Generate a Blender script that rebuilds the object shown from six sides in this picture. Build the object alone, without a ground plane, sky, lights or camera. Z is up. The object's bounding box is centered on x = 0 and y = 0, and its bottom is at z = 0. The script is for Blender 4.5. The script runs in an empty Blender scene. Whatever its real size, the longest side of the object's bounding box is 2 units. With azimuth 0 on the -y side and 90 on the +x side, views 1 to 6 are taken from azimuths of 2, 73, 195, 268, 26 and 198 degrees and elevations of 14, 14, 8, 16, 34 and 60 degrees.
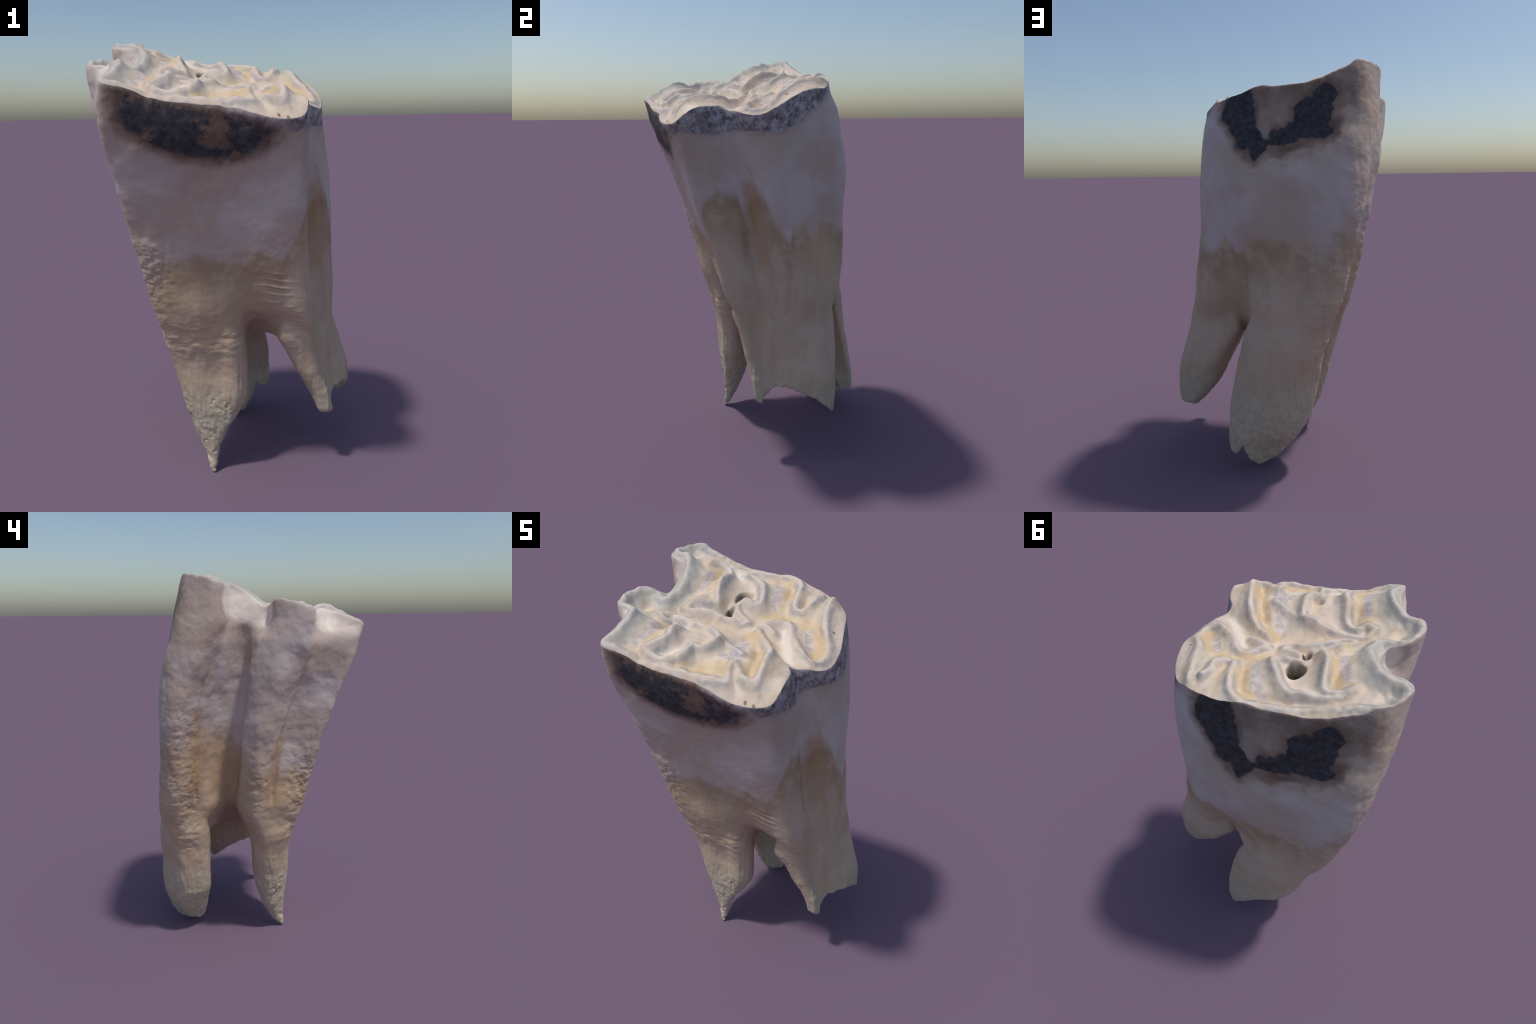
"""Horse upper cheek tooth: a tall ribbed crown with a worn, ridged chewing
surface, dark burnt-looking stains under the rim, and three tapering roots.

The body is one closed skin around a few lofts (crown + three roots) that are
blended where they meet; the chewing surface is a height rule made of a worn
base slope, enamel ridges that follow curves, hollows and pits."""
import bpy, math
import numpy as np

VOX = 0.0045          # skin resolution (m)
COARSE = 0.012        # spacing of the loft distance field (m)

# ------------------------------------------------------------------ curves
def closed_curve(pts, n):
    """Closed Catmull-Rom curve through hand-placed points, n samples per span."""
    p = np.asarray(pts, float)
    a, b, c, d = np.roll(p, 1, 0), p, np.roll(p, -1, 0), np.roll(p, -2, 0)
    t = (np.arange(n) / n)[None, :, None]
    a, b, c, d = (q[:, None, :] for q in (a, b, c, d))
    out = 0.5 * (2 * b + (c - a) * t + (2 * a - 5 * b + 4 * c - d) * t ** 2 + (3 * b - a - 3 * c + d) * t ** 3)
    return out.reshape(-1, 2)

def open_curve(pts, n):
    p = np.asarray(pts, float)
    p = np.vstack([2 * p[0] - p[1], p, 2 * p[-1] - p[-2]])
    out = []
    for i in range(1, len(p) - 2):
        a, b, c, d = p[i - 1:i + 3]
        for t in np.arange(n) / n:
            out.append(0.5 * (2 * b + (c - a) * t + (2 * a - 5 * b + 4 * c - d) * t ** 2 + (3 * b - a - 3 * c + d) * t ** 3))
    out.append(p[-2])
    return np.array(out)

def between(levels, z):
    """Section of a loft at height z: smooth (monotone cubic) along z."""
    zs = sorted(levels)
    P = np.array([levels[k] for k in zs], float)
    zs = np.array(zs)
    if z <= zs[0]:
        return P[0]
    if z >= zs[-1]:
        return P[-1]
    h = np.diff(zs)[:, None, None]
    d = np.diff(P, axis=0) / h
    m = np.zeros_like(P)
    m[0], m[-1] = d[0], d[-1]
    same = d[:-1] * d[1:] > 0
    w1, w2 = 2 * h[1:] + h[:-1], h[1:] + 2 * h[:-1]
    with np.errstate(divide="ignore", invalid="ignore"):
        m[1:-1] = np.where(same, (w1 + w2) / (w1 / d[:-1] + w2 / d[1:]), 0)
    i = int(np.searchsorted(zs, z) - 1)
    hh = zs[i + 1] - zs[i]
    t = (z - zs[i]) / hh
    return ((1 + 2 * t) * (1 - t) ** 2 * P[i] + t * (1 - t) ** 2 * hh * m[i]
            + t * t * (3 - 2 * t) * P[i + 1] + t * t * (t - 1) * hh * m[i + 1])

# ------------------------------------------------------------------ lofts
# Crown sections, counter-clockwise from the front-cheek corner: front face,
# front-tongue corner, tongue face with its groove, back face, back-cheek
# pillar, recess, middle pillar, recess.
CROWN = {
    2.00: [(-.415, -.545), (-.250, -.520), (-.050, -.510), (.130, -.510), (.270, -.512), (.300, -.430), (.280, -.325),
           (.232, -.245), (.330, -.170), (.372, -.050), (.352, .080), (.300, .220), (.205, .285), (.040, .325),
           (-.180, .325), (-.362, .318), (-.482, .299), (-.555, .200), (-.548, .140), (-.425, .085), (-.385, -.010),
           (-.420, -.085), (-.500, -.110), (-.552, -.200), (-.540, -.275), (-.420, -.310), (-.385, -.440)],
    1.80: [(-.415, -.542), (-.250, -.518), (-.050, -.506), (.130, -.508), (.270, -.502), (.302, -.425), (.282, -.325),
           (.238, -.243), (.345, -.165), (.376, -.045), (.356, .083), (.308, .235), (.215, .310), (.040, .364),
           (-.180, .370), (-.375, .371), (-.510, .334), (-.560, .214), (-.530, .140), (-.440, .100), (-.425, .000),
           (-.440, -.075), (-.510, -.100), (-.553, -.190), (-.543, -.270), (-.460, -.320), (-.425, -.440)],
    1.70: [(-.425, -.520), (-.240, -.515), (-.040, -.502), (.142, -.525), (.277, -.489), (.306, -.415), (.301, -.312),
           (.274, -.235), (.363, -.143), (.385, -.030), (.370, .090), (.328, .240), (.250, .338), (.045, .396),
           (-.170, .400), (-.365, .397), (-.505, .359), (-.555, .244), (-.520, .165), (-.450, .120), (-.398, .025),
           (-.490, -.035), (-.535, -.090), (-.550, -.170), (-.540, -.245), (-.500, -.310), (-.465, -.430)],
    1.60: [(-.430, -.490), (-.200, -.499), (.000, -.482), (.150, -.496), (.278, -.456), (.310, -.398), (.316, -.305),
           (.304, -.220), (.358, -.118), (.393, -.020), (.385, .100), (.343, .240), (.265, .350), (.050, .419),
           (-.150, .426), (-.345, .429), (-.487, .396), (-.548, .279), (-.495, .190), (-.425, .130), (-.375, .035),
           (-.480, -.005), (-.535, -.090), (-.543, -.160), (-.505, -.235), (-.475, -.310), (-.450, -.420)],
    1.40: [(-.412, -.414), (-.200, -.416), (.000, -.416), (.150, -.419), (.279, -.419), (.303, -.350), (.312, -.270),
           (.308, -.195), (.385, -.113), (.424, .000), (.405, .130), (.352, .244), (.262, .379), (.070, .462),
           (-.120, .479), (-.307, .461), (-.464, .441), (-.523, .344), (-.460, .250), (-.385, .180), (-.350, .060),
           (-.460, .020), (-.512, -.060), (-.502, -.130), (-.450, -.200), (-.428, -.265), (-.425, -.345)],
    1.20: [(-.388, -.350), (-.180, -.350), (.000, -.350), (.150, -.354), (.276, -.351), (.308, -.300), (.314, -.210),
           (.302, -.135), (.402, -.085), (.438, .020), (.398, .147), (.350, .266), (.262, .374), (.090, .446),
           (-.100, .478), (-.274, .465), (-.418, .455), (-.486, .384), (-.420, .270), (-.350, .200), (-.315, .080),
           (-.425, .045), (-.483, -.020), (-.473, -.080), (-.425, -.140), (-.400, -.200), (-.398, -.285)],
    1.00: [(-.350, -.302), (-.160, -.302), (.000, -.286), (.100, -.295), (.287, -.292), (.322, -.244), (.326, -.170),
           (.312, -.105), (.408, -.045), (.448, .050), (.408, .167), (.368, .292), (.275, .375), (.150, .380),
           (-.060, .478), (-.244, .477), (-.368, .474), (-.446, .399), (-.395, .290), (-.330, .220), (-.275, .095),
           (-.385, .060), (-.443, .000), (-.440, -.050), (-.395, -.110), (-.375, -.170), (-.365, -.245)],
    0.85: [(-.328, -.270), (-.150, -.288), (.020, -.250), (.100, -.235), (.297, -.266), (.337, -.204), (.352, -.130),
           (.355, -.080), (.430, -.010), (.458, .090), (.423, .187), (.383, .287), (.275, .360), (.120, .345),
           (-.030, .492), (-.230, .493), (-.334, .489), (-.406, .409), (-.355, .310), (-.325, .225), (-.205, .110),
           (-.345, .070), (-.405, .010), (-.402, -.040), (-.375, -.100), (-.362, -.150), (-.347, -.220)],
    0.70: [(-.285, -.220), (-.140, -.235), (.020, -.190), (.090, -.060), (.312, -.195), (.350, -.165), (.358, -.100),
           (.365, -.060), (.435, .000), (.460, .120), (.450, .200), (.390, .265), (.260, .300), (.120, .270),
           (-.050, .485), (-.190, .500), (-.270, .475), (-.340, .390), (-.300, .310), (-.220, .235), (-.060, .110),
           (-.270, .030), (-.350, -.020), (-.345, -.060), (-.325, -.100), (-.315, -.140), (-.300, -.190)],
    0.58: [(-.170, -.170), (-.120, -.170), (.020, -.100), (.080, .000), (.250, -.100), (.280, -.100), (.310, -.060),
           (.320, .010), (.370, .050), (.380, .120), (.370, .180), (.320, .220), (.200, .180), (.100, .170),
           (-.040, .400), (-.130, .410), (-.180, .390), (-.240, .350), (-.200, .300), (-.120, .240), (.010, .100),
           (-.150, .000), (-.250, -.030), (-.250, -.060), (-.230, -.090), (-.220, -.110), (-.200, -.150)],
}
ROOT_FRONT = {          # cheek side, in front: tapers to one sharp tip
    0.80: [(-.270, -.262), (-.120, -.275), (.000, -.255), (.045, -.180), (.020, -.050), (-.100, .030), (-.250, .050),
           (-.345, .030), (-.385, -.040), (-.350, -.170)],
    0.70: [(-.240, -.240), (-.100, -.245), (.000, -.238), (.046, -.170), (.020, -.060), (-.100, .000), (-.230, .035),
           (-.315, .010), (-.360, -.060), (-.325, -.190)],
    0.60: [(-.220, -.215), (-.090, -.215), (.000, -.222), (.048, -.160), (.020, -.070), (-.100, -.010), (-.210, .010),
           (-.285, -.010), (-.325, -.070), (-.296, -.172)],
    0.50: [(-.200, -.205), (-.080, -.200), (.000, -.212), (.052, -.160), (.020, -.080), (-.080, -.020), (-.190, .003),
           (-.265, -.020), (-.297, -.075), (-.270, -.165)],
    0.40: [(-.180, -.203), (-.080, -.200), (.000, -.208), (.050, -.158), (.020, -.080), (-.080, -.030), (-.170, -.003),
           (-.235, -.030), (-.270, -.080), (-.250, -.160)],
    0.30: [(-.160, -.195), (-.080, -.195), (-.020, -.190), (.005, -.150), (-.010, -.090), (-.080, -.045), (-.150, -.018),
           (-.210, -.040), (-.247, -.090), (-.225, -.155)],
    0.20: [(-.145, -.187), (-.100, -.187), (-.070, -.180), (-.057, -.150), (-.070, -.110), (-.100, -.075), (-.145, -.045),
           (-.190, -.060), (-.218, -.100), (-.195, -.150)],
    0.10: [(-.130, -.182), (-.115, -.182), (-.100, -.178), (-.093, -.155), (-.100, -.130), (-.115, -.110), (-.135, -.092),
           (-.155, -.100), (-.172, -.125), (-.158, -.160)],
    0.00: [(-.120, -.192), (-.115, -.192), (-.108, -.190), (-.105, -.182), (-.107, -.175), (-.113, -.170), (-.118, -.168),
           (-.126, -.170), (-.131, -.178), (-.128, -.188)],
}
ROOT_BACK = {           # cheek side, behind: broad and blunt, flat towards the fork
    0.80: [(-.290, .200), (-.160, .240), (-.040, .310), (.060, .390), (.050, .465), (-.060, .510), (-.210, .505),
           (-.318, .487), (-.387, .405), (-.360, .262)],
    0.70: [(-.240, .230), (-.140, .265), (-.040, .370), (.072, .400), (.060, .470), (-.050, .515), (-.190, .513),
           (-.297, .482), (-.357, .395), (-.325, .265)],
    0.60: [(-.205, .233), (-.125, .268), (-.020, .390), (.090, .415), (.075, .465), (-.040, .515), (-.170, .518),
           (-.265, .475), (-.318, .390), (-.295, .275)],
    0.50: [(-.195, .238), (-.115, .303), (-.010, .410), (.108, .430), (.095, .475), (-.016, .516), (-.146, .511),
           (-.236, .471), (-.297, .390), (-.275, .280)],
    0.30: [(-.160, .243), (-.085, .323), (.010, .420), (.128, .465), (.130, .495), (.028, .536), (-.096, .519),
           (-.191, .481), (-.257, .390), (-.225, .280)],
    0.20: [(-.125, .260), (-.060, .335), (.040, .430), (.120, .485), (.140, .505), (.058, .540), (-.056, .503),
           (-.141, .476), (-.207, .390), (-.168, .285)],
    0.10: [(-.085, .282), (-.030, .335), (.055, .430), (.115, .480), (.132, .510), (.088, .538), (-.006, .481),
           (-.056, .441), (-.125, .390), (-.118, .290)],
    0.00: [(-.035, .325), (.010, .360), (.060, .420), (.105, .475), (.125, .500), (.080, .535), (.030, .480),
           (.000, .440), (-.040, .380), (-.060, .330)],
}
ROOT_TONGUE = {         # tongue side: a wide grooved plate, hooked inwards at the back
    0.80: [(.305, -.230), (.345, -.195), (.357, -.110), (.425, -.020), (.452, .120), (.445, .200), (.385, .280),
           (.270, .335), (.140, .315), (.150, .120), (.170, -.080), (.200, -.225)],
    0.70: [(.312, -.205), (.350, -.175), (.362, -.110), (.435, -.020), (.468, .130), (.455, .210), (.390, .275),
           (.250, .335), (.120, .315), (.160, .120), (.170, -.080), (.200, -.210)],
    0.60: [(.325, -.185), (.365, -.160), (.380, -.100), (.455, -.020), (.490, .130), (.480, .200), (.410, .272),
           (.260, .337), (.168, .297), (.200, .120), (.215, -.060), (.245, -.165)],
    0.50: [(.345, -.170), (.385, -.150), (.400, -.085), (.475, .000), (.520, .130), (.510, .200), (.440, .264),
           (.290, .332), (.222, .277), (.240, .120), (.265, -.060), (.290, -.150)],
    0.40: [(.370, -.153), (.418, -.145), (.435, -.080), (.505, .000), (.546, .130), (.539, .200), (.470, .260),
           (.340, .304), (.265, .262), (.290, .120), (.320, -.060), (.345, -.125)],
    0.20: [(.420, -.125), (.465, -.125), (.480, -.060), (.525, .030), (.554, .130), (.547, .200), (.505, .243),
           (.450, .262), (.430, .220), (.440, .130), (.410, -.060), (.400, -.110)],
}

def polygon_distance(poly, X, Y):
    """Signed distance (negative inside) from grid points to a closed polygon."""
    a = poly.astype(np.float32)
    b = np.roll(a, -1, 0)
    px, py = X.ravel()[:, None], Y.ravel()[:, None]
    ex, ey = b[:, 0] - a[:, 0], b[:, 1] - a[:, 1]
    wx, wy = px - a[:, 0], py - a[:, 1]
    t = np.clip((wx * ex + wy * ey) / (ex * ex + ey * ey + 1e-12), 0, 1)
    d2 = ((wx - ex * t) ** 2 + (wy - ey * t) ** 2).min(1)
    up, down = (a[:, 1] <= py) & (b[:, 1] > py), (a[:, 1] > py) & (b[:, 1] <= py)
    side = ex * wy - ey * wx
    wind = (up & (side > 0)).sum(1) - (down & (side < 0)).sum(1)
    return (np.sqrt(d2) * np.where(wind != 0, -1, 1)).reshape(X.shape)

def loft_field(levels, gx, gy, gz, n, zlow, zhigh):
    """Distance-like field of a loft between zlow and zhigh."""
    F = np.full((len(gx), len(gy), len(gz)), 0.3, np.float32)
    X, Y = np.meshgrid(gx.astype(np.float32), gy.astype(np.float32), indexing="ij")
    for k, z in enumerate(gz):
        if zlow - 0.03 <= z <= zhigh + 0.03:
            F[:, :, k] = polygon_distance(closed_curve(between(levels, z), n), X, Y)
    z = gz.astype(np.float32)
    return np.maximum(F, np.maximum(zlow - z, z - zhigh)[None, None, :])

def soft_min(a, b, k):
    h = np.clip(0.5 + 0.5 * (b - a) / k, 0, 1)
    return b + (a - b) * h - k * h * (1 - h)

def soft_max(a, b, k):
    return -soft_min(-a, -b, k)

def ramp(x, a, b):
    t = np.clip((x - a) / (b - a), 0, 1)
    return t * t * (3 - 2 * t)

# ------------------------------------------------------------------ noise
def noise3(p, seed=0):
    """Gradient noise in [-1, 1], vectorised."""
    i = np.floor(p).astype(np.int64)
    f = p - i
    u = f * f * f * (f * (f * 6 - 15) + 10)
    total = np.zeros(len(p))
    for dx in (0, 1):
        for dy in (0, 1):
            for dz in (0, 1):
                h = ((i[:, 0] + dx) * 374761393 + (i[:, 1] + dy) * 668265263 + (i[:, 2] + dz) * 2147483647 + seed * 144269504) & 0xFFFFFFFF
                h = ((h ^ (h >> 13)) * 1274126177) & 0xFFFFFFFF
                h = h ^ (h >> 16)
                gx, gy, gz = ((h & 1023) / 511.5 - 1), ((h >> 10 & 1023) / 511.5 - 1), ((h >> 20 & 1023) / 511.5 - 1)
                d = gx * (f[:, 0] - dx) + gy * (f[:, 1] - dy) + gz * (f[:, 2] - dz)
                w = (u[:, 0] if dx else 1 - u[:, 0]) * (u[:, 1] if dy else 1 - u[:, 1]) * (u[:, 2] if dz else 1 - u[:, 2])
                total += w * d
    return total * 1.3

def fractal(p, octaves, seed=0, gain=0.5, only=None):
    """Summed noise; with a mask it is worked out only where the mask counts."""
    if only is not None:
        s = np.zeros(len(p))
        k = only > 0.01
        s[k] = fractal(p[k], octaves, seed, gain)
        return s
    s, a = np.zeros(len(p)), 1.0
    for o in range(octaves):
        s += a * noise3(p * 2 ** o, seed + o)
        a *= gain
    return s

# ------------------------------------------------------------------ chewing surface
# Worn slope: heights (x, y, z) that the finished chewing surface passes through.
SLOPE = [(-.259, -.228, 1.783), (-.353, -.222, 1.818), (-.302, -.112, 1.832), (-.035, -.037, 1.781), (-.349, .193, 1.932), (-.191, -.032, 1.830),
         (-.250, .182, 1.909), (-.126, .221, 1.887), (-.020, .060, 1.832), (.034, -.042, 1.784), (.126, .026, 1.790), (.089, -.131, 1.760),
         (.012, -.062, 1.770), (-.266, -.300, 1.790), (-.270, .116, 1.898), (.211, .032, 1.764), (-.140, -.290, 1.785), (-.470, .303, 2.000),
         (-.535, -.270, 1.853), (-.462, -.106, 1.870), (.300, .246, 1.800), (.279, -.496, 1.615), (-.179, .330, 1.900), (.037, .344, 1.886),
         (-.550, .172, 1.962), (-.540, .135, 1.958), (-.401, .073, 1.952), (-.399, -.116, 1.857), (-.399, -.347, 1.868), (-.410, -.533, 1.778),
         (-.183, -.500, 1.718), (-.047, -.500, 1.690), (.113, -.500, 1.680), (.212, -.350, 1.773), (.295, -.430, 1.690), (.295, -.360, 1.722),
         (.290, -.300, 1.720), (.245, -.215, 1.712), (.350, -.090, 1.705), (.365, .000, 1.735), (.340, .100, 1.782), (.305, .195, 1.812),
         (-.300, -.515, 1.748), (-.500, -.170, 1.850), (-.500, .230, 1.955), (-.298, -.366, 1.810), (-.297, .053, 1.893),
         (.028, .160, 1.850), (.079, -.308, 1.764), (.151, -.269, 1.742), (.157, .106, 1.820), (.040, .304, 1.888), (-.100, .200, 1.880),
         (-.248, .150, 1.920), (.222, -.452, 1.697), (.106, -.406, 1.733), (.258, .185, 1.855), (-.047, -.290, 1.790), (.042, -.400, 1.746),
         (-.221, -.325, 1.822), (-.238, .095, 1.915), (-.058, .145, 1.900), (-.140, -.445, 1.762)]

def base_height(x, y):
    """Smooth slope under the relief, fitted so that slope plus relief meets SLOPE."""
    P = np.array(SLOPE)
    shape = x.shape
    x, y = x.ravel(), y.ravel()
    def ker(r2):
        return np.sqrt(r2 + 0.006)
    A = ker((P[:, None, 0] - P[None, :, 0]) ** 2 + (P[:, None, 1] - P[None, :, 1]) ** 2)
    n = len(P)
    T = np.c_[np.ones(n), P[:, :2]]
    M = np.block([[A + np.eye(n) * -0.004, T], [T.T, np.zeros((3, 3))]])
    w = np.linalg.solve(M, np.r_[P[:, 2] - relief(P[:, 0], P[:, 1]), 0, 0, 0])
    out = w[n] + w[n + 1] * x + w[n + 2] * y
    for j in range(n):
        out = out + w[j] * ker((x - P[j, 0]) ** 2 + (y - P[j, 1]) ** 2)
    return out.reshape(shape)

# Enamel ridges on the chewing surface, as curves in plan (x, y): name, height, half width, points.
RIDGES = [
    ("fore_crescent", .020, .012, [(-.361, -.212), (-.322, -.229), (-.297, -.212), (-.255, -.231), (-.230, -.284), (-.221, -.330), (-.203, -.375),
        (-.212, -.409), (-.240, -.437), (-.262, -.461), (-.204, -.471), (-.154, -.457), (-.106, -.423), (-.097, -.391), (-.105, -.361),
        (-.069, -.371), (-.046, -.351), (-.046, -.299), (-.058, -.235), (-.112, -.206), (-.152, -.190), (-.229, -.169), (-.289, -.164),
        (-.335, -.173), (-.361, -.210)]),
    ("hind_crescent", .022, .012, [(-.306, -.110), (-.289, -.076), (-.251, -.051), (-.198, -.023), (-.213, .016), (-.231, .058), (-.243, .123),
        (-.256, .202), (-.290, .235), (-.333, .227), (-.362, .208), (-.328, .245), (-.263, .256), (-.191, .249), (-.144, .247), (-.096, .206),
        (-.050, .131), (-.027, .070), (-.063, .055), (-.116, .060), (-.130, .030), (-.104, -.005), (-.039, -.031), (-.063, -.056),
        (-.132, -.067), (-.197, -.087), (-.256, -.116), (-.303, -.114)]),
    ("tongue_column", .018, .013, [(.100, -.062), (.067, -.044), (.028, -.030), (.065, .007), (.108, .031), (.140, .014), (.176, -.046), (.227, -.093),
        (.272, -.127), (.310, -.138), (.338, -.106), (.342, -.047), (.310, .011), (.275, .066), (.254, .141), (.241, .225), (.238, .263)]),
    ("front_column", .022, .014, [(.036, -.079), (.102, -.137), (.146, -.189), (.180, -.256), (.203, -.344), (.214, -.400), (.213, -.433), (.182, -.436),
        (.143, -.425), (.109, -.393), (.092, -.393), (.095, -.426), (.105, -.464), (.060, -.478), (-.056, -.485), (-.137, -.492), (-.214, -.506),
        (-.295, -.515), (-.368, -.521), (-.405, -.525)]),
    ("cross_fold", .012, .010, [(-.058, -.235), (-.024, -.241), (.029, -.272), (.080, -.302)]),
    ("hind_fold", .018, .013, [(.011, .335), (.068, .283), (.090, .208), (.099, .149), (.115, .116), (.148, .112), (.167, .150), (.169, .199), (.190, .235)]),
    ("cheek_rim", .022, .016, [(-.412, -.520), (-.400, -.490), (-.390, -.449), (-.388, -.398), (-.405, -.335), (-.470, -.280), (-.520, -.268), (-.536, -.240),
        (-.535, -.195), (-.522, -.145), (-.490, -.118), (-.450, -.115), (-.415, -.125), (-.385, -.110), (-.368, -.058), (-.372, -.010),
        (-.390, .045), (-.425, .115), (-.465, .155), (-.520, .165), (-.540, .190), (-.535, .245), (-.505, .290), (-.460, .300)]),
    ("back_rim", .014, .014, [(-.460, .300), (-.375, .298), (-.299, .306), (-.225, .314), (-.184, .322), (-.096, .330), (-.036, .338), (.011, .335)]),
]
# Hollows: plan position, half length, half width, turn (degrees), depth, edge sharpness
HOLLOWS = [
    (-.130, .105, .043, .029, 80, .140, 6), (-.141, -.004, .030, .012, 82, .080, 4), (-.108, -.330, .018, .007, 50, .016, 3),
    (-.140, .065, .105, .040, 85, .020, 2), (-.130, -.330, .070, .070, 40, .026, 2), (-.190, -.430, .060, .018, 10, .016, 2),
    (-.275, -.300, .085, .026, 75, .020, 2), (-.290, .120, .085, .026, 75, .020, 2), (.115, -.229, .095, .024, 115, .022, 2),
    (.050, .215, .090, .024, 105, .020, 2), (.165, -.370, .050, .030, 100, .018, 2), (.200, -.170, .110, .030, 145, .026, 2),
    (.148, .170, .040, .020, 80, .024, 2), (.245, .010, .090, .040, 115, .018, 2), (-.470, -.190, .050, .030, 70, .024, 2),
    (-.480, .225, .055, .035, 70, .024, 2), (-.320, -.020, .050, .018, 50, .014, 2), (.010, -.130, .070, .018, 80, .012, 2),
    (.225, .190, .070, .025, 100, .012, 2), (-.02, -.44, .09, .02, 5, .014, 2), (-.05, .285, .16, .018, 175, .014, 2),
]

def curve_distance(curve, x, y):
    shape = x.shape
    p = np.c_[x.ravel(), y.ravel()].astype(np.float32)
    best = np.full(len(p), 9.0, np.float32)
    c = curve.astype(np.float32)
    for a, b in zip(c[:-1], c[1:]):
        e = b - a
        t = np.clip(((p - a) @ e) / (e @ e + 1e-12), 0, 1)
        best = np.minimum(best, ((p - a - t[:, None] * e) ** 2).sum(1))
    return np.sqrt(best).reshape(shape)

def relief(x, y):
    """Ridges and hollows above and below the worn slope."""
    lift = np.zeros(x.shape)
    p = np.c_[x.ravel(), y.ravel(), np.zeros(x.size)]
    wob = fractal(p * 45, 2, 5).reshape(x.shape)
    uneven = 1 + 0.45 * fractal(p * 14, 2, 9).reshape(x.shape)
    for name, height, wide, pts in RIDGES:
        d = curve_distance(open_curve(pts, 4), x, y) + 0.002 * wob
        broad = 0.9 if name == "cross_fold" else 1.25
        lift = np.maximum(lift, broad * height * uneven * np.exp(-(d / (wide * 2.5)) ** 2) + 0.32 * height * np.exp(-np.abs(d / wide) ** 1.7))
    for cx, cy, a, b, turn, depth, sharp in HOLLOWS:
        c, s = math.cos(math.radians(turn)), math.sin(math.radians(turn))
        u, v = ((x - cx) * c + (y - cy) * s) / a, (-(x - cx) * s + (y - cy) * c) / b
        lift = lift - depth * np.exp(-(u * u + v * v) ** (sharp / 2))
    return lift

def chewing_height(x, y):
    p = np.c_[x.ravel(), y.ravel(), np.zeros(x.size)]
    h = base_height(x, y) + relief(x, y) + 0.0025 * fractal(p * 30, 3, 21).reshape(x.shape)
    chips = np.abs(noise3(p * 24, 25)).reshape(x.shape) * np.maximum(ramp(-x, .40, .47), 0.6 * ramp(y, .26, .31))
    h = h + 0.014 * chips - 0.003
    return np.minimum(h, 1.996 + 0.1 * (h - 1.996))

# ------------------------------------------------------------------ body field
def axis(a, b, h):
    return np.arange(int(round((b - a) / h)) + 1) * h + a

def upsample(F, old, new):
    for ax in range(3):
        t = (new[ax] - old[ax][0]) / (old[ax][1] - old[ax][0])
        i = np.clip(np.floor(t).astype(int), 0, F.shape[ax] - 2)
        w = (t - i).astype(np.float32)
        w = w.reshape([-1 if k == ax else 1 for k in range(3)])
        F = np.take(F, i, ax) * (1 - w) + np.take(F, i + 1, ax) * w
    return F

def tooth_field():
    lo, hi = np.array([-.62, -.62, -.04]), np.array([.64, .64, 2.06])
    cg = [axis(lo[k], hi[k], COARSE) for k in range(3)]
    fg = [axis(lo[k], hi[k] - COARSE * 0.5, VOX) for k in range(3)]
    crown = loft_field(CROWN, *cg, 5, 0.652, 2.10)
    front = loft_field(ROOT_FRONT, *cg, 6, -0.004, 0.92)
    back = loft_field(ROOT_BACK, *cg, 6, 0.012, 0.92)
    tongue = loft_field(ROOT_TONGUE, *cg, 6, 0.19, 0.92)
    X, Y, Z = (a.astype(np.float32) for a in np.meshgrid(*cg, indexing="ij", sparse=True))
    # lower ends: the tongue root ends in an arch between two spurs, the back root in two lobes
    arch = np.interp(Y, [-.16, -.116, -.095, -.05, 0, .05, .1, .15, .2, .235, .26], [.30, .285, .32, .37, .38, .365, .335, .305, .258, .218, .228])
    grid = np.stack(np.broadcast_arrays(X, Y, 0 * X * Y), -1)[:, :, 0].reshape(-1, 3) * [38, 38, 1]
    ragged = (0.014 * fractal(grid, 2, 141)).reshape(X.shape[0], Y.shape[1], 1).astype(np.float32)
    tongue = soft_max(tongue, (arch + ragged - Z) * 0.8, 0.012)
    lobes = np.interp(X, [-.15, -.05, .0, .04, .065, .09, .13, .17], [.06, .03, .012, .07, .150, .105, .11, .16])
    back = soft_max(back, (lobes + ragged - Z) * 0.8, 0.012)
    roots = np.minimum(np.minimum(front, back), tongue) + 0.10 * np.clip((Z - 0.66) / 0.24, 0, 1) ** 1.5
    body = soft_min(crown, roots, 0.025) + 0.004 * np.exp(-((Z - 0.69) / 0.06) ** 2)
    F = upsample(body, cg, fg)
    B = F.copy()
    near = np.argmin(np.stack([front + .0 * Z, back + .0 * Z, tongue + .0 * Z]), 0)
    X2, Y2 = np.meshgrid(fg[0], fg[1], indexing="ij")
    H = chewing_height(X2, Y2).astype(np.float32)
    F = np.maximum(F, (fg[2][None, None, :].astype(np.float32) - H[:, :, None]) * 0.8)
    return F, fg, B, near, cg, H

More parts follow.
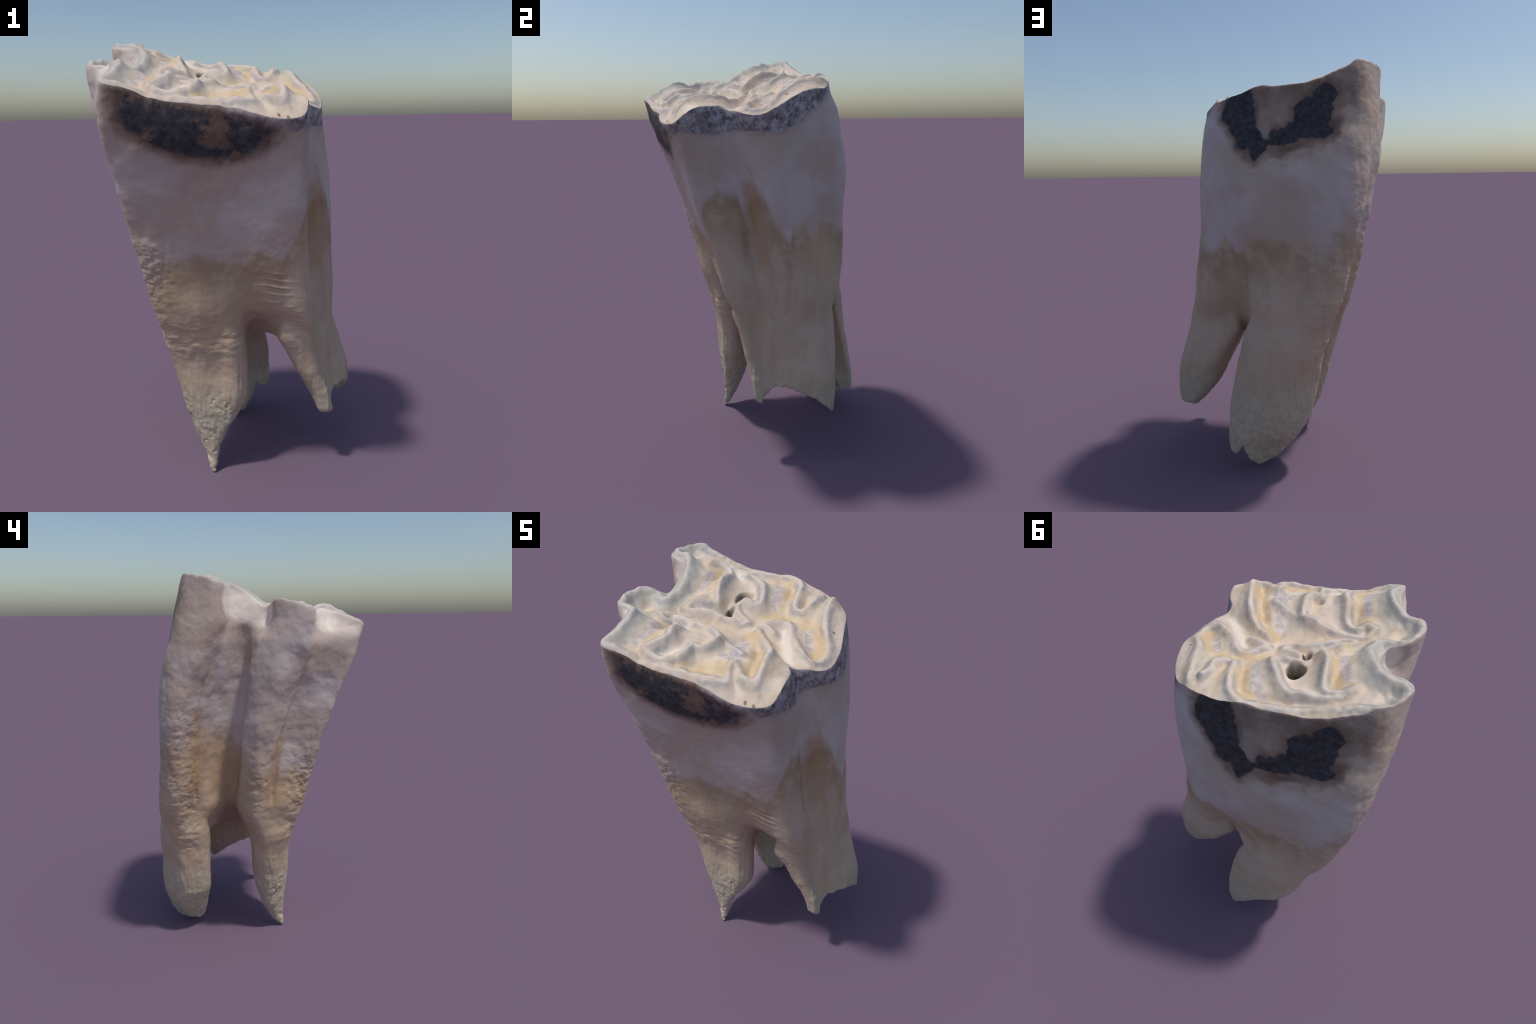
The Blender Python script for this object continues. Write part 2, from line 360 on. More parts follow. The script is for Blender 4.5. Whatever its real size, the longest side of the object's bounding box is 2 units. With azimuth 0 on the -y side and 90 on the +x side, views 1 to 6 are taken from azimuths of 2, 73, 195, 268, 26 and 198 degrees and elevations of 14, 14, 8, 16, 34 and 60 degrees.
def skin(F, g):
    """Quad mesh around the zero level of the field (one point per crossed cell)."""
    S = F < 0
    h = g[0][1] - g[0][0]
    n = F.shape
    c = [slice(0, -1), slice(1, None)]
    count = np.zeros([k - 1 for k in n], np.int8)
    for a in (0, 1):
        for b in (0, 1):
            for d in (0, 1):
                count += S[c[a], c[b], c[d]]
    cells = np.argwhere((count > 0) & (count < 8))
    index = np.full(count.shape, -1, np.int64)
    index[tuple(cells.T)] = np.arange(len(cells))
    pos, num = np.zeros((len(cells), 3)), np.zeros(len(cells))
    corner = lambda o: F[cells[:, 0] + o[0], cells[:, 1] + o[1], cells[:, 2] + o[2]]
    for ax in range(3):
        u, v = [k for k in range(3) if k != ax]
        for a in (0, 1):
            for b in (0, 1):
                o = [0, 0, 0]; o[u], o[v] = a, b
                p = list(o); p[ax] = 1
                f0, f1 = corner(o), corner(p)
                cut = (f0 < 0) != (f1 < 0)
                t = np.where(cut, f0 / np.where(cut, f0 - f1, 1), 0)
                q = np.tile(np.array(o, float), (len(cells), 1)); q[:, ax] = t
                pos += q * cut[:, None]; num += cut
    verts = (cells + pos / num[:, None]) * h + [g[0][0], g[1][0], g[2][0]]
    faces = []
    for ax in range(3):
        u, v = (ax + 1) % 3, (ax + 2) % 3
        lo = [slice(None)] * 3; hi = [slice(None)] * 3
        lo[ax], hi[ax] = slice(0, -1), slice(1, None)
        A, B = S[tuple(lo)], S[tuple(hi)]
        for flip, E in ((False, A & ~B), (True, ~A & B)):
            e = np.argwhere(E)
            ring = []
            for du, dv in ((-1, -1), (0, -1), (0, 0), (-1, 0)):
                q = e.copy(); q[:, u] += du; q[:, v] += dv
                ring.append(index[tuple(q.T)])
            ring = np.stack(ring, 1)
            faces.append(ring[:, ::-1] if flip else ring)
    return verts, np.vstack(faces)

def point_normals(V, Q):
    n = np.cross(V[Q[:, 2]] - V[Q[:, 0]], V[Q[:, 3]] - V[Q[:, 1]])
    out = np.zeros_like(V)
    for k in range(4):
        for c in range(3):
            out[:, c] += np.bincount(Q[:, k], n[:, c], len(V))
    return out / (np.linalg.norm(out, axis=1, keepdims=True) + 1e-12)

def relax(V, Q, times, keep=None):
    for _ in range(times):
        s, m = np.zeros_like(V), np.zeros(len(V))
        for k in range(4):
            a, b = Q[:, k], Q[:, (k + 1) % 4]
            for c in range(3):
                s[:, c] += np.bincount(a, V[b, c], len(V)) + np.bincount(b, V[a, c], len(V))
            m += np.bincount(a, minlength=len(V)) + np.bincount(b, minlength=len(V))
        new = V + 0.5 * (s / m[:, None] - V)
        V = new if keep is None else V + (new - V) * keep[:, None]
    return V


# ------------------------------------------------------------------ build the skin
F, G, BODY, NEAR, CG, TOPMAP = tooth_field()
V, Q = skin(F, G)
del F

def sample(field, grid, P):
    """Trilinear look-up."""
    t = [(P[:, k] - grid[k][0]) / (grid[k][1] - grid[k][0]) for k in range(3)]
    i = [np.clip(np.floor(t[k]).astype(int), 0, field.shape[k] - 2) for k in range(3)]
    w = [t[k] - i[k] for k in range(3)]
    out = np.zeros(len(P))
    for a in (0, 1):
        for b in (0, 1):
            for c in (0, 1):
                out += field[i[0] + a, i[1] + b, i[2] + c] * (w[0] if a else 1 - w[0]) * (w[1] if b else 1 - w[1]) * (w[2] if c else 1 - w[2])
    return out

V = relax(V, Q, 1)
high = V[:, 2] > 1.5
depth_below = np.full(len(V), 9.0)
depth_below[high] = sample(TOPMAP[:, :, None].repeat(2, 2), [G[0], G[1], [0, 1]], V[high] * [1, 1, 0]) - V[high, 2]
inside = sample(BODY, G, V)
on_top = (depth_below < 0.008) & (inside < -0.0015)
side = ~on_top
V = relax(V, Q, 4, side * np.clip(np.abs(depth_below) / 0.02, 0, 1))
N = point_normals(V, Q)

# ------------------------------------------------------------------ surface relief
# Creases that run down the walls: seen from the cheek side (y, z) and from the tongue side (y, z).
CHEEK_CREASES = [[(.185, 1.62), (.225, 1.50), (.250, 1.38), (.268, 1.20), (.288, 1.00), (.300, .86)],
                 [(.000, 1.74), (.020, 1.60), (.040, 1.40), (.062, 1.20), (.080, 1.00), (.090, .90)],
                 [(-.275, 1.66), (-.235, 1.52), (-.195, 1.38), (-.140, 1.20), (-.112, 1.00), (-.100, .84)]]
TONGUE_CREASES = [[(-.175, 1.52), (-.125, 1.34), (-.085, 1.12), (-.055, .95), (-.030, .76)]]

x, y, z = V.T
bump = 0.0035 * fractal(V * 8, 3, 31) + 0.0010 * fractal(V * 28, 2, 41)
flow = V * np.array([1, 1, .12])
for creases, near_wall in ((CHEEK_CREASES, ramp(-x, .15, .22)), (TONGUE_CREASES, ramp(x, .22, .27))):
    for c in creases:
        k = near_wall > 0.01
        d = curve_distance(open_curve(c, 4), y[k] + .004 * noise3(V[k] * 12, 57), z[k])
        fade = ramp(-z[k], -c[0][1], -c[0][1] + .16) * ramp(z[k], c[-1][1] - .02, c[-1][1] + .08)
        bump[k] -= near_wall[k] * fade * (0.0085 * np.exp(-(d / .009) ** 2) - 0.002 * np.exp(-((d - .022) / .012) ** 2))
bump += 0.0012 * fractal(flow * 26, 2, 51)                                  # faint upright grain everywhere
dents = ramp(-x, .25, .36) * ramp(z, 1.0, 1.2) * ramp(-z, -1.85, -1.70)
bump += dents * (0.006 * fractal(V * 7, 2, 57, only=dents) - 0.003 * ramp(fractal(V * 11, 1, 58, only=dents), .15, .75))
cheek = ramp(-x, .22, .34) * ramp(z, .45, .65) * ramp(-z, -1.50, -1.25)      # rough cementum on the cheek pillars
pillar = np.maximum(ramp(y, .24, .32), np.exp(-((y + .03 + .25 * (z - 1)) / .07) ** 2) * ramp(-z, -1.2, -1.0)) * .92 + .08
bump += cheek * (0.0035 * fractal(V * np.array([9, 9, 12]), 2, 63, only=cheek)) + cheek * pillar * (0.0030 * fractal(V * np.array([26, 26, 30]), 3, 61, only=cheek) - 0.003 * np.maximum(fractal(V * 42, 2, 66, only=cheek), 0))
corner = np.exp(-((x + .36 - .18 * (z - 1)) / .09) ** 2) * ramp(-y, .12, .24) * ramp(z, .5, .65) * ramp(-z, -1.25, -1.08)
bump += corner * 0.0055 * fractal(V * np.array([30, 30, 34]), 3, 71, only=corner)
collar = ramp(-y, .12, .2) * ramp(-x, -.06, .0) * np.exp(-((z - .70) / .09) ** 2)  # lumpy swelling over the front root
bump += collar * (0.006 * fractal(V * np.array([14, 14, 26]), 3, 81, only=collar) + 0.004)
wrinkle = ramp(-y, .16, .24) * np.exp(-((x - .19) / .07) ** 2) * np.exp(-((z - .98) / .10) ** 2)  # growth wrinkles right of the fork
bump += wrinkle * 0.0055 * np.maximum(np.sin(z * 2 * np.pi / .034 + 9 * noise3(V * 4, 91) - 9 * x), 0) ** 2 * np.clip(fractal(V * 9, 2, 93, only=wrinkle) * 1.5 + .3, 0, 1)
knuckle = ramp(-y, .12, .2) * np.exp(-((x - .25) / .07) ** 2) * np.exp(-((z - .76) / .12) ** 2)
bump += knuckle * 0.0045 * fractal(V * np.array([18, 18, 45]), 2, 95, only=knuckle)
front_tip = ramp(-y, .02, .10) * ramp(-x, -.08, .0) * ramp(-z, -.50, -.34)   # worm-eaten end of the front root
bump -= front_tip * 0.006 * ramp(fractal(V * 34, 2, 101, only=front_tip), .05, .5) * ramp(fractal(V * 9, 1, 103, only=front_tip), -.3, .4)
bump += front_tip * 0.003 * fractal(V * 20, 2, 105, only=front_tip)
strands = ramp(-z, -.66, -.40)                                               # fibrous root ends
bump += strands * 0.0030 * fractal(V * np.array([55, 55, 6]), 2, 111, only=strands)
rings = ramp(y, .30, .40) * ramp(-z, -1.2, -1.0) * ramp(z, .5, .7)           # faint rings on the back face
bump += rings * 0.0003 * np.sin(z * 2 * np.pi / .03 + 2 * noise3(V * 5, 121))
edge_height = 1.10 + .04 * noise3(V * 6, 131) + .1 * ramp(np.abs(x - .27), .12, .0)
bump += ramp(-y, .25, .33) * ramp(x, -.3, -.15) * 0.0015 * ramp(z - edge_height, -.010, .010)  # lower lip of the smooth enamel coat
bump *= np.clip(depth_below / 0.02, 0, 1) * side
V = V + N * bump[:, None]

V[:, 2] -= V[:, 2].min()
face_top = on_top[Q].sum(1) >= 3
ends = np.concatenate([np.sort(Q[:, [k, (k + 1) % 4]], 1) for k in range(4)])
owner = np.tile(face_top, 4)
code = ends[:, 0].astype(np.int64) * len(V) + ends[:, 1]
line, pos, hits = np.unique(code, return_inverse=True, return_counts=True)
tops = np.bincount(pos, owner, len(line))
line = line[(tops > 0) & (tops < hits)]
ia, ib = line // len(V), line % len(V)
for _ in range(10):                      # the rim runs as a smooth line, not along the cells
    total, m = np.zeros_like(V), np.bincount(ia, minlength=len(V)) + np.bincount(ib, minlength=len(V))
    for c in range(3):
        total[:, c] = np.bincount(ia, V[ib, c], len(V)) + np.bincount(ib, V[ia, c], len(V))
    k = m > 1
    V[k] = 0.5 * V[k] + 0.5 * total[k] / m[k, None]
near_rim = np.zeros(len(V)); near_rim[np.r_[ia, ib]] = 1
for _ in range(2):
    spread = np.zeros(len(V))
    for k in range(4):
        spread = np.maximum(spread, np.bincount(Q[:, k], near_rim[Q].max(1), len(V)) > 0)
    near_rim = spread
on_line = np.zeros(len(V), bool); on_line[np.r_[ia, ib]] = True
V = relax(V, Q, 3, np.where(on_line, 0, near_rim))
N = point_normals(V, Q)

# ------------------------------------------------------------------ materials

def segment_group():
    """Node group: distance from a point to a straight line."""
    g = bpy.data.node_groups.new("line_distance", "ShaderNodeTree")
    for name in ("Point", "Start", "Along", "Slope"):
        g.interface.new_socket(name, in_out="INPUT", socket_type="NodeSocketVector")
    g.interface.new_socket("Distance", in_out="OUTPUT", socket_type="NodeSocketFloat")
    i, o = g.nodes.new("NodeGroupInput"), g.nodes.new("NodeGroupOutput")
    def vm(op, a, b, use="Vector"):
        n = g.nodes.new("ShaderNodeVectorMath"); n.operation = op
        g.links.new(a, n.inputs[0])
        if b is not None:
            g.links.new(b, n.inputs["Scale"] if op == "SCALE" else n.inputs[1])
        return n.outputs[use]
    w = vm("SUBTRACT", i.outputs[0], i.outputs[1])
    t = g.nodes.new("ShaderNodeMath"); t.operation, t.use_clamp = "MULTIPLY", True
    t.inputs[1].default_value = 1.0
    g.links.new(vm("DOT_PRODUCT", w, i.outputs[3], "Value"), t.inputs[0])
    g.links.new(vm("LENGTH", vm("SUBTRACT", w, vm("SCALE", i.outputs[2], t.outputs[0])), None, "Value"), o.inputs[0])
    return g

SEGMENT = segment_group()

class Nodes:
    """Small helper that writes node trees as expressions."""
    def __init__(self, name):
        self.mat = bpy.data.materials.new(name)
        self.mat.use_nodes = True
        self.t = self.mat.node_tree
        self.bsdf = self.t.nodes["Principled BSDF"]
        self.P = self.new("ShaderNodeTexCoord").outputs["Object"]
        sep = self.new("ShaderNodeSeparateXYZ", Vector=self.P)
        self.x, self.y, self.z = sep.outputs
    def new(self, kind, **sockets):
        n = self.t.nodes.new(kind)
        for k, v in sockets.items():
            self.put(n.inputs[k], v)
        return n
    def put(self, socket, v):
        if isinstance(v, bpy.types.NodeSocket):
            self.t.links.new(v, socket)
        elif isinstance(v, (tuple, list)) and len(v) == 3 and socket.type == "RGBA":
            socket.default_value = (*v, 1)
        else:
            socket.default_value = v
    def m(self, op, a, b=0.0, c=0.0, clamp=False):
        n = self.t.nodes.new("ShaderNodeMath")
        n.operation, n.use_clamp = op, clamp
        for i, v in enumerate((a, b, c)):
            self.put(n.inputs[i], v)
        return n.outputs[0]
    def v(self, op, a, b=(0, 0, 0), scale=None):
        n = self.t.nodes.new("ShaderNodeVectorMath")
        n.operation = op
        self.put(n.inputs[0], a)
        if scale is None:
            self.put(n.inputs[1], b)
        else:
            self.put(n.inputs["Scale"], scale)
        return n.outputs["Value"] if op in ("LENGTH", "DOT_PRODUCT", "DISTANCE") else n.outputs[0]
    def add(self, *a):
        out = a[0]
        for b in a[1:]:
            out = self.m("ADD", out, b)
        return out
    def mul(self, *a):
        out = a[0]
        for b in a[1:]:
            out = self.m("MULTIPLY", out, b)
        return out
    def low(self, *a):
        out = a[0]
        for b in a[1:]:
            out = self.m("MINIMUM", out, b)
        return out
    def top(self, *a):
        out = a[0]
        for b in a[1:]:
            out = self.m("MAXIMUM", out, b)
        return out
    def step(self, v, a, b, to0=0.0, to1=1.0):
        n = self.t.nodes.new("ShaderNodeMapRange")
        n.interpolation_type = "SMOOTHSTEP"
        flip = a > b
        if flip:
            a, b, to0, to1 = b, a, to1, to0
        for k, q in zip(("Value", "From Min", "From Max", "To Min", "To Max"), (v, a, b, to0, to1)):
            self.put(n.inputs[k], q)
        return n.outputs["Result"]
    def noise(self, scale, detail=3.0, rough=0.55, stretch=(1, 1, 1), shift=0.0, warp=0.0):
        vec = self.P
        if stretch != (1, 1, 1):
            vec = self.v("MULTIPLY", vec, stretch)
        if shift:
            vec = self.v("ADD", vec, (shift, shift * .7, -shift * .4))
        return self.new("ShaderNodeTexNoise", Vector=vec, Scale=scale, Detail=detail, Roughness=rough, Distortion=warp).outputs["Fac"]
    def mix(self, fac, a, b):
        n = self.t.nodes.new("ShaderNodeMix")
        n.data_type = "RGBA"
        self.put(n.inputs[0], fac); self.put(n.inputs[6], a); self.put(n.inputs[7], b)
        return n.outputs[2]
    def capsule(self, point, a, b):
        """Distance from a point socket to the straight line a-b."""
        e = [q - p for p, q in zip(a, b)]
        k = 1.0 / (sum(q * q for q in e) + 1e-9)
        n = self.t.nodes.new("ShaderNodeGroup")
        n.node_tree = SEGMENT
        self.put(n.inputs[0], point)
        for i, v in ((1, a), (2, e), (3, [q * k for q in e])):
            n.inputs[i].default_value = tuple(v)
        return n.outputs[0]
    def after(self, point, d):
        """The same plan point, but evaluated only once distance d is known (keeps the shader small)."""
        if d is None:
            return point
        lift = self.new("ShaderNodeCombineXYZ", Z=d).outputs[0]
        return self.v("MULTIPLY", self.v("ADD", point, lift), (1, 1, 0))
    def path(self, point, pts, d=None, plan=False):
        for k, (a, b) in enumerate(zip(pts[:-1], pts[1:])):
            if plan and k % 5 == 0:
                here = self.after(point, d)
            q = self.capsule(here if plan else point, a, b)
            d = q if d is None else self.low(d, q)
        return d
    def curve(self, v, pts):
        n = self.t.nodes.new("ShaderNodeFloatCurve")
        c = n.mapping.curves[0]
        c.points[0].location, c.points[1].location = pts[0], pts[-1]
        for p in pts[1:-1]:
            c.points.new(*p)
        n.mapping.update()
        self.put(n.inputs["Value"], v)
        return n.outputs[0]
    def finish(self, color, rough, bump=None, strength=0.3, distance=0.004):
        self.put(self.bsdf.inputs["Base Color"], color)
        self.put(self.bsdf.inputs["Roughness"], rough)
        self.bsdf.inputs["Specular IOR Level"].default_value = 0.25
        if bump is not None:
            n = self.new("ShaderNodeBump", Strength=strength, Distance=distance, Height=bump)
            self.put(self.bsdf.inputs["Normal"], n.outputs[0])
        return self.mat

def side_material():
    n = Nodes("tooth_wall")
    fine = n.noise(38, 4, .6)
    mid = n.noise(11, 4, .55, shift=3.1)
    big = n.noise(3.6, 3, .5, shift=7.7)
    streak = n.noise(16, 4, .6, stretch=(1, 1, .14), shift=1.3)
    # roots and lower body: cementum
    low = n.mix(n.step(big, .35, .65), (.50, .370, .255), (.56, .435, .325))
    low = n.mix(n.mul(n.step(streak, .45, .75), .45), low, (.42, .320, .215))
    low = n.mix(n.mul(n.step(mid, .5, .72), .4), low, (.58, .475, .380))
    ends = n.step(n.add(n.z, n.mul(n.add(streak, -.5), .35)), .56, .26)
    low = n.mix(ends, low, n.mix(n.step(fine, .35, .65), (.44, .385, .275), (.53, .470, .355)))
    # upper body: smooth pale enamel with a grey-lilac cast
    up = n.mix(n.step(big, .38, .62), (.50, .395, .320), (.565, .490, .460))
    up = n.mix(n.mul(n.step(n.noise(5.5, 3, .5, shift=6.1), .46, .62), .6), up, (.49, .385, .325))
    up = n.mix(n.mul(n.step(mid, .55, .75), .35), up, (.62, .545, .515))
    up = n.mix(n.mul(n.step(streak, .52, .8), .25), up, (.61, .555, .540))
    # lower border of the enamel all round the tooth
    turn = n.m("DIVIDE", n.m("ARCTAN2", n.m("ADD", n.y, -.03), n.x), 2 * math.pi)
    turn = n.m("FRACT", n.m("ADD", turn, 1.0))
    around = [(0, 1.11), (10, 1.19), (19, 1.10), (27, 1.19), (40, 1.14), (58, 1.12), (68, 1.17), (78, 1.13), (95, 1.19), (115, 1.17), (128, 1.17),
              (137, 1.28), (150, 1.26), (165, 1.24), (180, 1.14), (195, 1.10), (225, 1.08), (245, 1.10), (258, 1.10), (278, 1.08), (291, 1.13),
              (298, 1.08), (306, 1.24), (314, 1.34), (323, 1.34), (330, 1.22), (336, 1.35), (350, 1.20), (360, 1.11)]
    border = n.add(n.mul(n.curve(turn, [(a / 360, (h - 1) / .5) for a, h in around]), .5), 1.0)
    above = n.add(n.m("SUBTRACT", n.z, border), n.mul(n.add(streak, -.5), .10), n.mul(n.add(mid, -.5), .05))
    cheeky = n.step(n.x, -.24, -.36)
    soft = n.step(above, -.045, .03)
    soft2 = n.step(above, -.16, .10)
    coat = n.add(n.mul(cheeky, soft2), n.mul(n.m("SUBTRACT", 1.0, cheeky), soft))
    # brown tint that gathers just under the enamel border and in the grooves
    under = n.mul(n.step(above, -.34, -.04), n.step(above, .02, -.02), n.step(mid, .30, .62))
    low = n.mix(n.mul(under, .75), low, (.35, .240, .145))
    col = n.mix(coat, low, up)
    grooves = [[(-.47, .25, 1.36), (-.43, .27, 1.15), (-.39, .29, .95)],
               [(-.40, .15, 1.22), (-.36, .14, 1.08), (-.32, .15, .95)],
               [(-.44, -.14, 1.2), (-.41, -.11, 1.0), (-.38, -.11, .85)],
               [(.34, -.14, 1.36), (.34, -.08, 1.15), (.35, -.03, .90), (.37, .0, .76)]]
    for k, g in enumerate(grooves):
        d = n.add(n.path(n.P, g), n.mul(n.add(mid, -.5), .05))
        col = n.mix(n.mul(n.step(d, .11 if k == 1 else .06, .0), .75), col, (.43, .275, .135))
    # orange-tan blush on the swelling above the front root, and on the cheek side
    for c, r in (((-.46, .33, 1.72), .17), ((.40, .20, 1.02), .20), ((-.13, -.24, .74), .16), ((-.38, -.20, .93), .17), ((-.30, .26, .80), .12), ((-.36, .40, .72), .10)):
        d = n.add(n.v("DISTANCE", n.P, c), n.mul(n.add(mid, -.5), .15))
        col = n.mix(n.mul(n.step(d, r, r * .3), .5), col, (.55, .400, .245))
    # pale worn hollows under the cheek rim
    for a, b, r in (((-.46, .10, 1.88), (-.43, -.07, 1.82), .085), ((-.46, -.33, 1.80), (-.42, -.47, 1.755), .075)):
        d = n.add(n.capsule(n.P, a, b), n.mul(n.add(mid, -.5), .03))
        col = n.mix(n.step(d, r, r * .55), col, n.mix(n.step(fine, .3, .7), (.76, .660, .560), (.80, .715, .640)))
    # ---- stains under the rim
    warp = n.mul(n.add(mid, -.5), .10)
    speck = n.noise(30, 5, .7, shift=4.2)
    blot = n.noise(9, 4, .6, shift=9.4)
    black = n.mix(n.step(fine, .3, .75), (.028, .027, .032), (.070, .068, .076))
    brown = n.mix(n.step(blot, .35, .65), (.17, .110, .080), (.26, .185, .140))
    lilac = n.mix(n.step(speck, .35, .65), (.30, .255, .245), (.42, .365, .365))
    # front face: a lens hanging from the rim
    fx = n.m("DIVIDE", n.m("ADD", n.x, .09), .30)
    fz = n.m("DIVIDE", n.add(n.z, -1.66, n.mul(n.add(n.x, .09), .10)), .165)
    lens = n.m("SQRT", n.add(n.mul(fx, fx), n.mul(fz, fz)))
    lens = n.add(lens, n.mul(warp, 1.6), n.mul(n.add(speck, -.5), .25))
    face = n.mul(n.step(n.y, -.36, -.42), n.step(n.z, 1.38, 1.45))
    rim_gap = n.add(n.z, -1.675, n.mul(n.add(n.x, .05), .24), n.mul(n.add(blot, -.5), .16))
    col = n.mix(n.mul(face, n.step(n.add(lens, n.mul(warp, 3.0)), 2.0, 1.05), .55), col, (.43, .325, .270))
    col = n.mix(n.mul(face, n.step(lens, 1.22, .95)), col, brown)
    col = n.mix(n.mul(face, n.step(lens, 1.4, 1.0), n.step(rim_gap, -.02, .03)), col, lilac)
    hole = n.step(n.add(n.v("DISTANCE", n.v("MULTIPLY", n.P, (1, 0, 1.4)), (-.02, 0, 2.245)), n.mul(n.add(mid, -.5), .16)), .035, .085)
    core = n.mul(n.step(lens, 1.02, .86), n.step(rim_gap, .015, -.03), n.step(n.add(blot, n.mul(hole, .04), n.mul(n.add(speck, -.5), .15)), .40, .52), face)
    col = n.mix(core, col, black)
    # back face: two black patches with a paler tongue between them, brown fringe
    shake = n.new("ShaderNodeTexNoise", Vector=n.P, Scale=9.0, Detail=3.0, Roughness=.55).outputs["Color"]
    bp = n.v("MULTIPLY", n.v("ADD", n.P, n.v("SCALE", n.v("SUBTRACT", shake, (.5, .5, .5)), scale=.10)), (1, 0, 1))
    bl = n.low(n.add(n.capsule(bp, (.125, 0, 1.785), (.045, 0, 1.675)), -.070), n.add(n.capsule(bp, (.085, 0, 1.87), (-.01, 0, 1.60)), -.050))
    br = n.low(n.add(n.capsule(bp, (-.325, 0, 1.83), (-.315, 0, 1.69)), -.056), n.add(n.capsule(bp, (-.30, 0, 1.685), (-.11, 0, 1.655)), -.040),
               n.add(n.capsule(bp, (-.235, 0, 1.77), (-.25, 0, 1.70)), -.058))
    tail = n.add(n.capsule(bp, (-.01, 0, 1.60), (-.11, 0, 1.640)), -.018)
    patch = n.add(n.low(n.low(bl, br), tail), n.mul(warp, .35), n.mul(n.add(speck, -.5), .02))
    back = n.step(n.y, .20, .25)
    field = n.low(n.add(n.capsule(bp, (.10, 0, 1.85), (-.05, 0, 1.66)), -.10), n.add(n.capsule(bp, (-.02, 0, 1.62), (-.33, 0, 1.69)), -.075),
                  n.add(n.capsule(bp, (.0, 0, 1.85), (-.36, 0, 1.88)), -.13))
    patch_join = n.add(n.capsule(bp, (.0, 0, 1.59), (-.15, 0, 1.640)), -.030)
    field = n.add(field, n.mul(warp, .6))
    rust = n.mul(back, n.step(n.add(field, n.mul(n.add(mid, -.5), .06)), .07, -.02))
    col = n.mix(n.mul(rust, .8), col, n.mix(n.step(fine, .4, .6), (.36, .240, .160), (.46, .355, .280)))
    col = n.mix(n.mul(back, n.step(field, .015, -.03), .9), col, n.mix(n.step(blot, .38, .6), (.20, .140, .105), (.32, .250, .205)))
    col = n.mix(n.mul(back, n.step(n.low(patch, n.add(patch_join, n.mul(warp, .3))), .050, .0)), col, brown)
    tongue = n.add(n.capsule(bp, (-.06, 0, 1.82), (-.055, 0, 1.69)), -.030)
    col = n.mix(n.mul(back, n.step(n.add(tongue, n.mul(warp, .2)), .02, -.01)), col, n.mix(n.step(mid, .4, .6), (.26, .190, .145), (.34, .270, .230)))
    col = n.mix(n.mul(back, n.step(patch, .006, -.006)), col, black)
    # tongue face: a speckled slate band under the rim
    ylow = n.curve(n.m("ADD", n.y, .5), [(0, .50), (.15, .49), (.30, .52), (.46, .50), (.56, .56), (.67, .70), (.77, .85), (1, .95)])
    gap = n.add(n.z, -1.35, n.mul(ylow, -.5), n.mul(n.add(speck, -.5), .07), n.mul(warp, .5))
    tside = n.mul(n.step(n.x, .20, .26), n.step(n.y, .30, .25))
    slate = n.mix(n.step(speck, .34, .56), (.10, .094, .100), n.mix(n.step(fine, .4, .62), (.33, .295, .300), (.48, .430, .440)))
    slate = n.mix(n.mul(n.step(blot, .52, .62), .6), slate, (.17, .125, .110))
    col = n.mix(n.mul(tside, n.step(gap, -.03, .0), .5), col, (.40, .300, .230))
    col = n.mix(n.mul(tside, n.step(gap, -.004, .012)), col, slate)
    # raw pink-brown lining of the fork
    d = n.add(n.v("DISTANCE", n.v("MULTIPLY", n.P, (1, 1, .55)), (.05, .10, .40)), n.mul(n.add(mid, -.5), .06))
    col = n.mix(n.mul(n.step(d, .26, .16), .8), col, (.42, .285, .235))
    # small foramina
    for c, r in (((.02, -.33, 1.06), .006), ((-.02, -.33, 1.09), .004), ((-.02, .53, .57), .007), ((.0, .53, .45), .006), ((.33, .32, .80), .005)):
        col = n.mix(n.step(n.v("DISTANCE", n.P, c), r * 1.6, r * .6), col, (.10, .075, .060))
    grain = n.add(n.mul(fine, .6), n.mul(n.noise(90, 3, .6), .4))
    return n.finish(col, n.step(coat, 0.0, 1.0, .68, .55), grain, .35, .006)

